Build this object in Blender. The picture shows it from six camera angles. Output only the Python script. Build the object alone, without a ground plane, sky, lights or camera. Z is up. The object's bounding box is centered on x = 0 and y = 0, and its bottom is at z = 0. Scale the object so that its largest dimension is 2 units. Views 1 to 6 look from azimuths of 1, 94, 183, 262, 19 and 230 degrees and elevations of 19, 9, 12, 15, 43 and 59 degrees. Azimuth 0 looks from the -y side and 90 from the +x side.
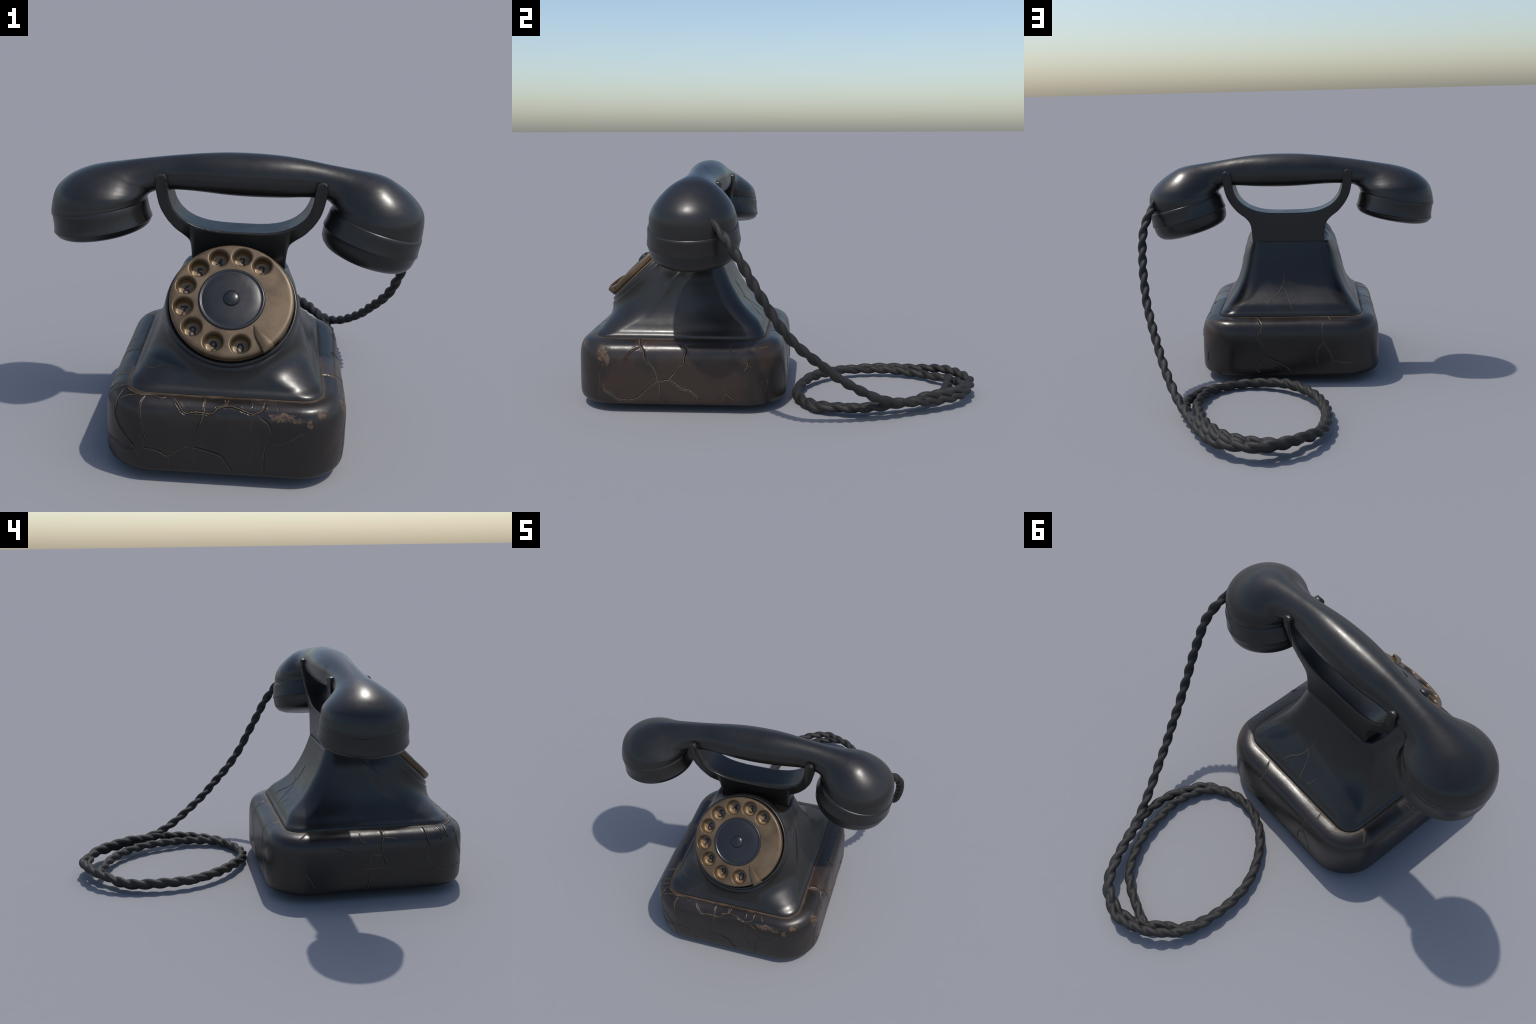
# An old black rotary desk telephone, built part by part.
# Frame: metres, z up, front of the telephone towards -y.
import bpy, bmesh, math, random
import numpy as np
from mathutils import Vector, Matrix, noise

random.seed(7)
for o in list(bpy.data.objects):
    bpy.data.objects.remove(o, do_unlink=True)

# ------------------------------------------------------------------ helpers
def new_object(name, verts, faces, parent=None, mat=None, smooth=True):
    me = bpy.data.meshes.new(name)
    me.from_pydata([tuple(map(float, v)) for v in verts], [], [tuple(map(int, f)) for f in faces])
    me.validate()
    bm = bmesh.new(); bm.from_mesh(me)
    bmesh.ops.recalc_face_normals(bm, faces=bm.faces)
    bm.to_mesh(me); bm.free()
    if smooth:
        me.polygons.foreach_set("use_smooth", [True] * len(me.polygons))
    ob = bpy.data.objects.new(name, me)
    bpy.context.scene.collection.objects.link(ob)
    if mat: me.materials.append(mat)
    if parent: ob.parent = parent
    return ob

def grid_faces(nu, nv, wrap_u=True, wrap_v=False):
    f = []
    for i in range(nu if wrap_u else nu - 1):
        for j in range(nv if wrap_v else nv - 1):
            a, b = i, (i + 1) % nu
            c, d = j, (j + 1) % nv
            f.append((a * nv + c, b * nv + c, b * nv + d, a * nv + d))
    return f

def smooth_path(pts, n):
    """Centripetal-ish Catmull-Rom through control points, resampled to n points evenly."""
    P = np.array(pts, float)
    P = np.vstack([2 * P[0] - P[1], P, 2 * P[-1] - P[-2]])
    out = []
    for i in range(1, len(P) - 2):
        t = np.linspace(0, 1, 24, endpoint=False)[:, None]
        p0, p1, p2, p3 = P[i - 1], P[i], P[i + 1], P[i + 2]
        out.append(0.5 * (2 * p1 + (p2 - p0) * t + (2 * p0 - 5 * p1 + 4 * p2 - p3) * t ** 2
                          + (3 * p1 - p0 - 3 * p2 + p3) * t ** 3))
    out.append(P[-2][None])
    out = np.vstack(out)
    s = np.r_[0, np.cumsum(np.linalg.norm(np.diff(out, axis=0), axis=1))]
    q = np.linspace(0, s[-1], n)
    return np.stack([np.interp(q, s, out[:, k]) for k in range(out.shape[1])], 1)

def revolve(name, profile, origin, axis, parent, mat, n=128, xdir=None):
    """Turn (radius, height) profile about an axis. Radius 0 closes to a pole."""
    a = Vector(axis).normalized()
    x = Vector(xdir) if xdir else a.orthogonal()
    x = (x - a * x.dot(a)).normalized(); y = a.cross(x); o = Vector(origin)
    V = []; m = len(profile)
    for i in range(n):
        t = 2 * math.pi * i / n
        for r, h in profile:
            r = max(r, 1e-5)
            V.append(o + (x * math.cos(t) + y * math.sin(t)) * r + a * h)
    ob = new_object(name, V, grid_faces(n, m), parent, mat)
    bm = bmesh.new(); bm.from_mesh(ob.data)
    bmesh.ops.remove_doubles(bm, verts=bm.verts, dist=2e-5)
    bmesh.ops.recalc_face_normals(bm, faces=bm.faces)
    bm.to_mesh(ob.data); bm.free()
    return ob

def apply_modifiers(ob):
    dg = bpy.context.evaluated_depsgraph_get()
    me = bpy.data.meshes.new_from_object(ob.evaluated_get(dg))
    name = ob.data.name
    old = ob.data
    ob.modifiers.clear(); ob.data = me
    bpy.data.meshes.remove(old); me.name = name

def edge_smooth(ob, angle=35):
    me = ob.data
    me.polygons.foreach_set("use_smooth", [True] * len(me.polygons))
    me.set_sharp_from_angle(angle=math.radians(angle))

def sweep(name, path, radius, parent, mat, section=lambda i, a: 1.0, n=12, caps=True):
    """Tube along a path; radius is a list, section(i, angle) scales it."""
    P = [Vector(p) for p in path]; m = len(P)
    V = []; up = None
    for i in range(m):
        t = (P[min(i + 1, m - 1)] - P[max(i - 1, 0)]).normalized()
        if up is None: up = t.orthogonal().normalized()
        up = (up - t * up.dot(t)).normalized(); s = t.cross(up)
        for k in range(n):
            a = 2 * math.pi * k / n
            r = radius[i] * section(i, a)
            V.append(P[i] + (up * math.cos(a) + s * math.sin(a)) * r)
    F = []
    for i in range(m - 1):
        for k in range(n):
            F.append((i * n + k, i * n + (k + 1) % n, (i + 1) * n + (k + 1) % n, (i + 1) * n + k))
    if caps:
        F.append(tuple(range(n))[::-1]); F.append(tuple(range((m - 1) * n, m * n)))
    return V, F

def smoothstep(a, b, x):
    t = np.clip((x - a) / (b - a), 0, 1)
    return t * t * (3 - 2 * t)

# ---------------------------------------------------------------- materials
def mat_new(name):
    m = bpy.data.materials.new(name); m.use_nodes = True
    nt = m.node_tree
    return m, nt, nt.nodes["Principled BSDF"]

def node(nt, kind, **kw):
    n = nt.nodes.new(kind)
    for k, v in kw.items():
        if k in n.inputs.keys(): n.inputs[k].default_value = v
        else: setattr(n, k, v)
    return n

def math_node(nt, op, a, b=None, c=None, clamp=False):
    n = nt.nodes.new("ShaderNodeMath"); n.operation = op; n.use_clamp = clamp
    for i, v in enumerate((a, b, c)):
        if v is None: continue
        if isinstance(v, (int, float)): n.inputs[i].default_value = v
        else: nt.links.new(v, n.inputs[i])
    return n.outputs[0]

def noise_fac(nt, vec, scale, detail=4, rough=.55, distortion=0):
    n = node(nt, "ShaderNodeTexNoise", Scale=scale, Detail=detail, Roughness=rough, Distortion=distortion)
    nt.links.new(vec, n.inputs["Vector"])
    return n.outputs["Fac"]

def ramp(nt, fac, stops):
    r = nt.nodes.new("ShaderNodeValToRGB"); el = r.color_ramp.elements
    while len(el) < len(stops): el.new(.5)
    for e, (p, c) in zip(el, stops):
        e.position = p; e.color = (*c, 1) if len(c) == 3 else c
    nt.links.new(fac, r.inputs[0])
    return r.outputs[0]

def map_range(nt, v, a, b, c=0., d=1.):
    n = nt.nodes.new("ShaderNodeMapRange"); n.interpolation_type = "SMOOTHSTEP"
    nt.links.new(v, n.inputs[0])
    for i, x in enumerate((a, b, c, d)): n.inputs[i + 1].default_value = x
    return n.outputs[0]

def mix_color(nt, fac, a, b):
    n = nt.nodes.new("ShaderNodeMix"); n.data_type = "RGBA"
    if isinstance(fac, (int, float)): n.inputs[0].default_value = fac
    else: nt.links.new(fac, n.inputs[0])
    for s, v in ((6, a), (7, b)):
        if isinstance(v, tuple): n.inputs[s].default_value = (*v, 1)
        else: nt.links.new(v, n.inputs[s])
    return n.outputs[2]

def object_coords(nt):
    return nt.nodes.new("ShaderNodeTexCoord").outputs["Object"]

def add_bump(nt, bsdf, height, strength, dist):
    b = node(nt, "ShaderNodeBump", Strength=strength, Distance=dist)
    nt.links.new(height, b.inputs["Height"])
    nt.links.new(b.outputs[0], bsdf.inputs["Normal"])

def lacquer(name, dark, light, rough=(.26, .36), bump=.05, spec=.5):
    """Old polished black plastic: faint cloudy tint, smudgy gloss."""
    m, nt, b = mat_new(name); v = object_coords(nt)
    n1 = noise_fac(nt, v, 5, 5); n2 = noise_fac(nt, v, 38, 4)
    nt.links.new(ramp(nt, n1, [(.3, dark), (.75, light)]), b.inputs["Base Color"])
    r = math_node(nt, "ADD", math_node(nt, "MULTIPLY", n2, .35), math_node(nt, "MULTIPLY", n1, .65))
    nt.links.new(map_range(nt, r, .35, .65, *rough), b.inputs["Roughness"])
    b.inputs["Specular IOR Level"].default_value = spec
    add_bump(nt, b, noise_fac(nt, v, 11, 3), bump, .02)
    return m

def point_mask(nt, vec, centre, radius, wobble, squash=(1, 1, 1)):
    """Ragged blot around a point: 1 inside, 0 outside."""
    mp = node(nt, "ShaderNodeMapping"); mp.vector_type = "POINT"
    mp.inputs["Scale"].default_value = squash
    mp.inputs["Location"].default_value = tuple(-c * s for c, s in zip(centre, squash))
    nt.links.new(vec, mp.inputs[0])
    ln = nt.nodes.new("ShaderNodeVectorMath"); ln.operation = "LENGTH"
    nt.links.new(mp.outputs[0], ln.inputs[0])
    d = math_node(nt, "DIVIDE", ln.outputs["Value"], radius)
    s = math_node(nt, "ADD", d, math_node(nt, "MULTIPLY", math_node(nt, "SUBTRACT", wobble, .5), 3.2))
    return s

BLACK = lacquer("black_lacquer", (.0105, .0096, .0088), (.0155, .0142, .0130), rough=(.27, .36))
YOKE_BLACK = lacquer("cradle_lacquer", (.0105, .009, .0078), (.015, .013, .0112), rough=(.30, .40))

def base_material():
    """Aged black-brown lacquer: browner right wall, tan chips on the front right corner,
    dust gathered around the foot of the upper housing."""
    m, nt, b = mat_new("aged_base_lacquer"); v = object_coords(nt)
    cloud = noise_fac(nt, v, 4.5, 5); fine = noise_fac(nt, v, 60, 5, .65)
    ragged = noise_fac(nt, v, 24, 7, .68)
    col = ramp(nt, cloud, [(.3, BASE_DARK), (.7, BASE_LIGHT)])
    # dust line hugging the housing outline (rounded rectangle distance in plan)
    sep = nt.nodes.new("ShaderNodeSeparateXYZ"); nt.links.new(v, sep.inputs[0])
    def out(axis, c, h):
        d = math_node(nt, "SUBTRACT", math_node(nt, "ABSOLUTE", math_node(nt, "SUBTRACT", axis, c)), h)
        return math_node(nt, "MAXIMUM", d, 0.0)
    ox = out(sep.outputs[0], SHELL_C[0], SHELL_H[0] - .085)
    oy = out(sep.outputs[1], SHELL_C[1], SHELL_H[1] - .085)
    dist = math_node(nt, "SUBTRACT", math_node(nt, "SQRT", math_node(nt, "ADD",
        math_node(nt, "MULTIPLY", ox, ox), math_node(nt, "MULTIPLY", oy, oy))), .085)
    wob = math_node(nt, "ADD", dist, math_node(nt, "MULTIPLY", math_node(nt, "SUBTRACT", ragged, .5), .03))
    dust = math_node(nt, "MULTIPLY", map_range(nt, wob, .020, .004), map_range(nt, cloud, .28, .5, .35, .9))
    top = map_range(nt, sep.outputs[2], .30, .335)
    dust = math_node(nt, "MULTIPLY", dust, top)
    col = mix_color(nt, dust, col, (.075, .047, .026))
    # flaked patches
    blots = [((.215, -.984, .309), .046, (.65, 1, 1.9)), ((.275, -.984, .300), .026, (.8, 1, 1.6)), ((.368, -.949, .318), .040, (.8, 1, 1.7)),
             ((.325, -.980, .290), .026, (1.6, 1, .9)), ((.458, -.845, .297), .050, (1, 1.05, .85)), ((.470, -.82, .26), .026, (1, 1.2, .6)),
             ((.360, -.956, .316), .024, (1, 1, .9))]
    low = None
    torn = math_node(nt, "ADD", math_node(nt, "MULTIPLY", noise_fac(nt, v, 34, 8, .75, 1.2), .8), math_node(nt, "MULTIPLY", cloud, .2))
    for c, r, sq in blots:
        s = point_mask(nt, v, c, r, torn, sq)
        low = s if low is None else math_node(nt, "MINIMUM", low, s)
    chip = map_range(nt, low, .62, .54)
    speck = map_range(nt, fine, .42, .56, .25, 1.0)
    chip = math_node(nt, "MULTIPLY", chip, speck)
    col = mix_color(nt, chip, col, (.105, .063, .034))
    # soft rusty stains near the back of the right wall and right front top
    st = None
    for c, r in (((.462, -.055, .28), .10), ((.47, -.15, .28), .06), ((.43, -.62, .33), .07)):
        s = point_mask(nt, v, c, r, cloud)
        st = s if st is None else math_node(nt, "MINIMUM", st, s)
    col = mix_color(nt, math_node(nt, "MULTIPLY", map_range(nt, st, 1.0, .4), .35), col, (.070, .036, .020))
    # broad soft-edged brown patch over the right wall
    fade = point_mask(nt, v, (.50, -.47, .13), .20, cloud, (1, .42, 1))
    col = mix_color(nt, math_node(nt, "MULTIPLY", map_range(nt, fade, 1.05, .55), .85), col, (.036, .0215, .0155))
    nt.links.new(col, b.inputs["Base Color"])
    rough = map_range(nt, cloud, .3, .7, .27, .38)
    wear = math_node(nt, "MAXIMUM", chip, dust)
    rough = math_node(nt, "ADD", rough, math_node(nt, "MULTIPLY", wear, .35), clamp=True)
    nt.links.new(rough, b.inputs["Roughness"])
    h = math_node(nt, "SUBTRACT", math_node(nt, "MULTIPLY", noise_fac(nt, v, 16, 4), .5), math_node(nt, "MULTIPLY", chip, .35))
    add_bump(nt, b, h, .12, .02)
    return m

def dirt_material(name, c1, c2, rough=.75, scale=40):
    m, nt, b = mat_new(name); v = object_coords(nt)
    nt.links.new(ramp(nt, noise_fac(nt, v, scale, 5), [(.32, c1), (.7, c2)]), b.inputs["Base Color"])
    b.inputs["Roughness"].default_value = rough
    return m

def brass_material(name, c1, c2, r1, r2, metal=.0):
    m, nt, b = mat_new(name); v = object_coords(nt)
    n1 = noise_fac(nt, v, 7, 6, .6); n2 = noise_fac(nt, v, 220, 3)
    mixn = math_node(nt, "ADD", math_node(nt, "MULTIPLY", n1, .75), math_node(nt, "MULTIPLY", n2, .25))
    nt.links.new(ramp(nt, mixn, [(.34, c1), (.62, c2)]), b.inputs["Base Color"])
    nt.links.new(map_range(nt, n1, .3, .7, r1, r2), b.inputs["Roughness"])
    b.inputs["Metallic"].default_value = metal
    add_bump(nt, b, n2, .03, .003)
    return m

def rope_material():
    m, nt, b = mat_new("braided_cord_rubber"); v = object_coords(nt)
    n = noise_fac(nt, v, 14, 5)
    nt.links.new(ramp(nt, n, [(.3, (.0135, .0125, .0115)), (.7, (.026, .0238, .0215))]), b.inputs["Base Color"])
    b.inputs["Roughness"].default_value = .62
    b.inputs["Specular IOR Level"].default_value = .35
    add_bump(nt, b, noise_fac(nt, v, 120, 3), .15, .004)
    return m

BASE_DARK, BASE_LIGHT = (.0105, .0080, .0065), (.0185, .0134, .0107)
SHELL_C, SHELL_H = (-.010, -.490), (.383, .424)
BASE_MAT = base_material()
CRACK_MAT = dirt_material("crack_dust", (.042, .028, .016), (.155, .101, .055), .7, 9)
SEAM_MAT = dirt_material("seam_dust", (.022, .0145, .009), (.062, .039, .021), .8, 14)
BRASS = brass_material("dull_brass", (.064, .040, .019), (.142, .096, .053), .34, .48, .3)
BRASS_DARK = brass_material("number_plate_brass", (.150, .092, .038), (.215, .138, .062), .28, .40, .1)
DISC = lacquer("dial_disc_enamel", (.011, .011, .013), (.016, .016, .018), rough=(.28, .36), bump=.03)
INK = dirt_material("number_ink", (.004, .006, .014), (.008, .011, .022), .5)
CORD_MAT = rope_material()

# ================================================================ telephone
phone = bpy.data.objects.new("rotary_telephone", None)
bpy.context.scene.collection.objects.link(phone)
phone.empty_display_size = .2
phone["label"] = "old black rotary desk telephone with brass dial, cracked base and twisted cord"
phone["category"] = "rotary telephone"

# ------------------------------------------------------------------- base
# Rounded-rectangle box. (p, v): p runs round the outline from the front middle
# towards +x, v runs up the wall profile from the underside.
CX, CY, HX, HY, RAD = -.006, -.4815, .4855, .5165, .205
AX, AY, QUART = HX - RAD, HY - RAD, math.pi / 2 * RAD
TOTAL = 4 * AX + 4 * AY + 4 * QUART
WALL = [(.05, .036), (.03, .037), (.012, .044), (.003, .056), (0, .075), (-.001, .12), (0, .2), (.002, .25),
        (.006, .281), (.015, .307), (.031, .327), (.053, .339), (.078, .345), (.100, .347), (.125, .348)]
WALL = np.array(WALL)
WALL_S = np.r_[0, np.cumsum(np.hypot(*np.diff(WALL, axis=0).T))]
# smooth the wall polyline a little so its highlights stay clean
_w = smooth_path(WALL, 400)
_ws = np.r_[0, np.cumsum(np.hypot(*np.diff(_w, axis=0).T))]; _ws *= WALL_S[-1] / _ws[-1]
def wall(v):
    return np.interp(v, _ws, _w[:, 0]), np.interp(v, _ws, _w[:, 1])

def outline(p):
    """Core point and outward normal of the rounded rectangle, arrays in and out."""
    p = np.mod(np.asarray(p, float), TOTAL)
    edges = [(AX, (0, -AY), (1, 0), (0, -1)), (QUART, (AX, -AY), -90), (2 * AY, (AX, -AY), (0, 1), (1, 0)),
             (QUART, (AX, AY), 0), (2 * AX, (AX, AY), (-1, 0), (0, 1)), (QUART, (-AX, AY), 90),
             (2 * AY, (-AX, AY), (0, -1), (-1, 0)), (QUART, (-AX, -AY), 180), (AX, (-AX, -AY), (1, 0), (0, -1))]
    c = np.zeros(p.shape + (2,)); n = np.zeros_like(c); s = 0
    for e in edges:
        k = (p >= s - 1e-9) & (p <= s + e[0] + 1e-9); q = p - s
        if len(e) == 4:
            c[k] = np.array(e[1]) + np.array(e[2]) * q[k][..., None]; n[k] = e[3]
        else:
            a = np.radians(e[2] + 90 * q[k] / e[0])
            c[k] = e[1]; n[k] = np.stack([np.cos(a), np.sin(a)], -1)
        s += e[0]
    return c, n

def base_point(p, v, lift=0.):
    """Point on the base surface, lifted along the surface normal."""
    p = np.asarray(p, float); v = np.asarray(v, float)
    c, n = outline(p); d, z = wall(v)
    d = d * (1 - .22 * np.clip(-n[..., 1], 0, 1) * (v > .15))      # tighter shoulder along the front
    d2, z2 = wall(np.minimum(v + .001, WALL_S[-1])); d1, z1 = wall(np.maximum(v - .001, 0))
    td, tz = d2 - d1, z2 - z1; L = np.hypot(td, tz) + 1e-12
    nr, nz = tz / L, td / L
    r = RAD - d + lift * nr
    return np.stack([CX + c[..., 0] + r * n[..., 0], CY + c[..., 1] + r * n[..., 1], z + lift * nz], -1)

CRACKS = []
def crack(width, points):
    """A crack: control points (p, v) on the base, roughened by midpoint jitter."""
    rng = random.Random(len(CRACKS) * 17 + 3)
    pts = smooth_path(points, max(6, 7 * len(points)))
    for k in range(1, len(pts) - 1):
        pts[k] += [rng.uniform(-1, 1) * .0012, rng.uniform(-1, 1) * .0012]
    CRACKS.append((width, pts))

crack(1.4,[(-0.474,0.375),(-0.458,0.342),(-0.454,0.297),(-0.45,0.255),(-0.43,0.222),(-0.39,0.186),(-0.358,0.156),(-0.334,0.132)])
crack(1.2,[(-0.322,0.381),(-0.33,0.336),(-0.326,0.297),(-0.318,0.258),(-0.302,0.219),(-0.31,0.18),(-0.31,0.15)])
crack(1.3,[(-0.502,0.132),(-0.446,0.135),(-0.406,0.126),(-0.362,0.129),(-0.338,0.126),(-0.326,0.057)])
crack(1.1,[(-0.326,0.138),(-0.29,0.147),(-0.254,0.141),(-0.214,0.12),(-0.186,0.138),(-0.158,0.162),(-0.122,0.168)])
crack(0.7,[(-0.21,0.12),(-0.206,0.09),(-0.206,0.051)])
crack(1.0,[(-0.078,0.387),(-0.078,0.336),(-0.082,0.3),(-0.094,0.264),(-0.106,0.225),(-0.118,0.171),(-0.11,0.126),(-0.114,0.06)])
crack(1.1,[(-0.118,0.162),(-0.098,0.162),(-0.062,0.153),(-0.03,0.144),(-0.002,0.132),(0.02,0.096),(0.048,0.057)])
crack(1.1,[(-0.482,0.378),(-0.414,0.381),(-0.358,0.381),(-0.29,0.393),(-0.25,0.372),(-0.226,0.381)])
crack(1.4,[(-0.206,0.381),(-0.178,0.339),(-0.154,0.306),(-0.122,0.312),(-0.09,0.312),(-0.05,0.309),(-0.03,0.33),(0.008,0.348),(0.048,0.339),(0.076,0.327),(0.104,0.318),(0.132,0.315)])
crack(1.3,[(0.132,0.315),(0.152,0.297),(0.172,0.282),(0.184,0.249),(0.176,0.216),(0.164,0.183),(0.16,0.12),(0.164,0.057)])
crack(1.0,[(0.008,0.348),(0.0,0.387)])
crack(0.8,[(0.008,0.348),(0.016,0.384)])
crack(1.3,[(-0.034,0.339),(0.0,0.348)])
crack(1.2,[(0.156,0.381),(0.152,0.348),(0.136,0.33),(0.108,0.318)])
crack(0.8,[(0.104,0.315),(0.104,0.285),(0.1,0.246),(0.1,0.21),(0.116,0.171),(0.128,0.12),(0.132,0.066)])
crack(0.7,[(0.172,0.201),(0.212,0.201),(0.252,0.216),(0.28,0.234),(0.304,0.249),(0.316,0.21)])
crack(0.6,[(0.108,0.378),(0.108,0.348),(0.096,0.336)])
crack(0.6,[(0.192,0.384),(0.208,0.342)])
crack(1.0,[(-0.57,0.294),(-0.55,0.333),(-0.554,0.375),(-0.546,0.396)])
crack(0.6,[(-0.442,0.321),(-0.41,0.354),(-0.37,0.378)])
crack(1.8,[(0.716,0.417),(0.736,0.333),(0.752,0.306),(0.764,0.261)])
crack(1.4,[(0.764,0.261),(0.792,0.234),(0.808,0.207),(0.816,0.174),(0.824,0.159)])
crack(1.4,[(0.736,0.33),(0.696,0.303),(0.672,0.276),(0.66,0.249)])
crack(1.3,[(0.82,0.159),(0.848,0.162),(0.876,0.168),(0.9,0.192),(0.928,0.228),(0.948,0.249),(0.952,0.282),(0.96,0.309),(0.948,0.348)])
crack(1.3,[(0.82,0.159),(0.784,0.135),(0.752,0.105),(0.736,0.087),(0.712,0.069),(0.676,0.063),(0.624,0.069),(0.588,0.096),(0.56,0.114),(0.552,0.156)])
crack(1.3,[(0.876,0.168),(0.904,0.147),(0.932,0.126),(0.968,0.117),(0.992,0.099),(1.008,0.081),(1.004,0.06)])
crack(0.9,[(0.736,0.084),(0.74,0.069),(0.752,0.057)])
crack(0.9,[(0.824,0.156),(0.832,0.135),(0.832,0.108),(0.824,0.084)])
crack(0.9,[(0.556,0.258),(0.552,0.234),(0.532,0.198),(0.532,0.156),(0.528,0.108),(0.532,0.06)])
crack(0.8,[(1.152,0.135),(1.152,0.105),(1.136,0.072)])
crack(0.8,[(1.152,0.105),(1.172,0.087),(1.192,0.075)])
crack(0.9,[(1.252,0.267),(1.256,0.243),(1.24,0.216)])
crack(0.7,[(1.256,0.243),(1.276,0.237)])
crack(1.0,[(0.744,0.339),(0.764,0.354)])
crack(0.5,[(1.36,0.165),(1.352,0.132),(1.34,0.102)])
crack(0.5,[(1.168,0.348),(1.176,0.3)])
crack(0.8,[(1.324,0.321),(1.352,0.324),(1.388,0.327)])
crack(1.0,[(0.948,0.354),(0.952,0.339),(0.976,0.348)])
crack(1.2,[(-0.866,0.384),(-0.866,0.327),(-0.874,0.279),(-0.874,0.255),(-0.862,0.222),(-0.854,0.192),(-0.862,0.171)])
crack(0.8,[(-0.93,0.255),(-0.938,0.198),(-0.938,0.162),(-0.938,0.108),(-0.95,0.054)])
crack(0.7,[(-0.978,0.171),(-0.938,0.168),(-0.898,0.171),(-0.834,0.168),(-0.818,0.129)])
crack(0.7,[(-0.926,0.243),(-0.898,0.237),(-0.866,0.237)])
crack(1.1,[(-0.646,0.39),(-0.642,0.342),(-0.638,0.303),(-0.634,0.282),(-0.618,0.267)])
crack(0.7,[(-0.646,0.255),(-0.638,0.213),(-0.63,0.201)])
crack(0.9,[(-0.642,0.195),(-0.61,0.168),(-0.59,0.15),(-0.546,0.138),(-0.474,0.126)])
crack(1.2,[(-0.502,0.387),(-0.518,0.339),(-0.522,0.312),(-0.51,0.297)])
crack(0.8,[(-0.982,0.366),(-0.974,0.315),(-0.946,0.303)])
crack(0.7,[(-1.114,0.288),(-1.066,0.267),(-1.022,0.246),(-1.006,0.219)])
crack(0.5,[(-1.262,0.168),(-1.234,0.123),(-1.21,0.081)])
crack(0.9,[(2.412,0.396),(2.36,0.33)])
crack(0.7,[(-0.858,0.327),(-0.814,0.321),(-0.786,0.309)])
crack(0.9,[(1.64,0.399),(1.672,0.339),(1.672,0.294),(1.656,0.264),(1.684,0.219),(1.7,0.174),(1.688,0.144),(1.656,0.117),(1.656,0.099)])
crack(1.1,[(1.7,0.162),(1.736,0.138),(1.776,0.12),(1.808,0.099),(1.84,0.069)])
crack(1.3,[(1.592,0.123),(1.624,0.114),(1.644,0.093),(1.668,0.066)])
crack(0.8,[(2.0,0.339),(2.0,0.291),(2.008,0.237),(2.032,0.192),(2.056,0.135),(2.048,0.081)])
crack(0.8,[(2.008,0.234),(1.98,0.195),(1.972,0.159),(1.976,0.117)])
crack(0.6,[(2.06,0.132),(2.112,0.12),(2.18,0.114)])
crack(0.6,[(2.032,0.402),(2.044,0.354)])


def crack_dent(pp, vv):
    """Depth of the grooves at grid positions, and the slightly raised lips."""
    dent = np.zeros(pp.shape)
    for k, (w, pts) in enumerate(CRACKS):
        lo = pts.min(0) - .03; hi = pts.max(0) + .03
        for sh in (-TOTAL, 0, TOTAL):
            P = pp + sh
            sel = (P > lo[0]) & (P < hi[0]) & (vv > lo[1]) & (vv < hi[1])
            if not sel.any(): continue
            q = np.stack([P[sel], vv[sel]], -1); best = np.full(len(q), 9.); at = np.zeros(len(q))
            for i, (a, b) in enumerate(zip(pts[:-1], pts[1:])):
                ab = b - a; t = np.clip(((q - a) @ ab) / (ab @ ab + 1e-12), 0, 1)
                d = np.linalg.norm(q - a - t[:, None] * ab, axis=1)
                nearer = d < best
                best = np.where(nearer, d, best); at = np.where(nearer, (i + t) / (len(pts) - 1), at)
            taper = np.clip(np.minimum(at, 1 - at) * 7 + .35, 0, 1)
            half = .0025 * w * taper
            g = -.0034 * w * taper * np.exp(-(best / half) ** 2)
            # one side of the crack stands a hair higher than the other
            lip = .0007 * w * taper * np.exp(-((best - 2.2 * half) / (1.6 * half)) ** 2)
            d0 = dent[sel]; dent[sel] = np.minimum(d0, g) + np.where(g > -.0003 * w, lip, 0)
    return dent

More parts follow.
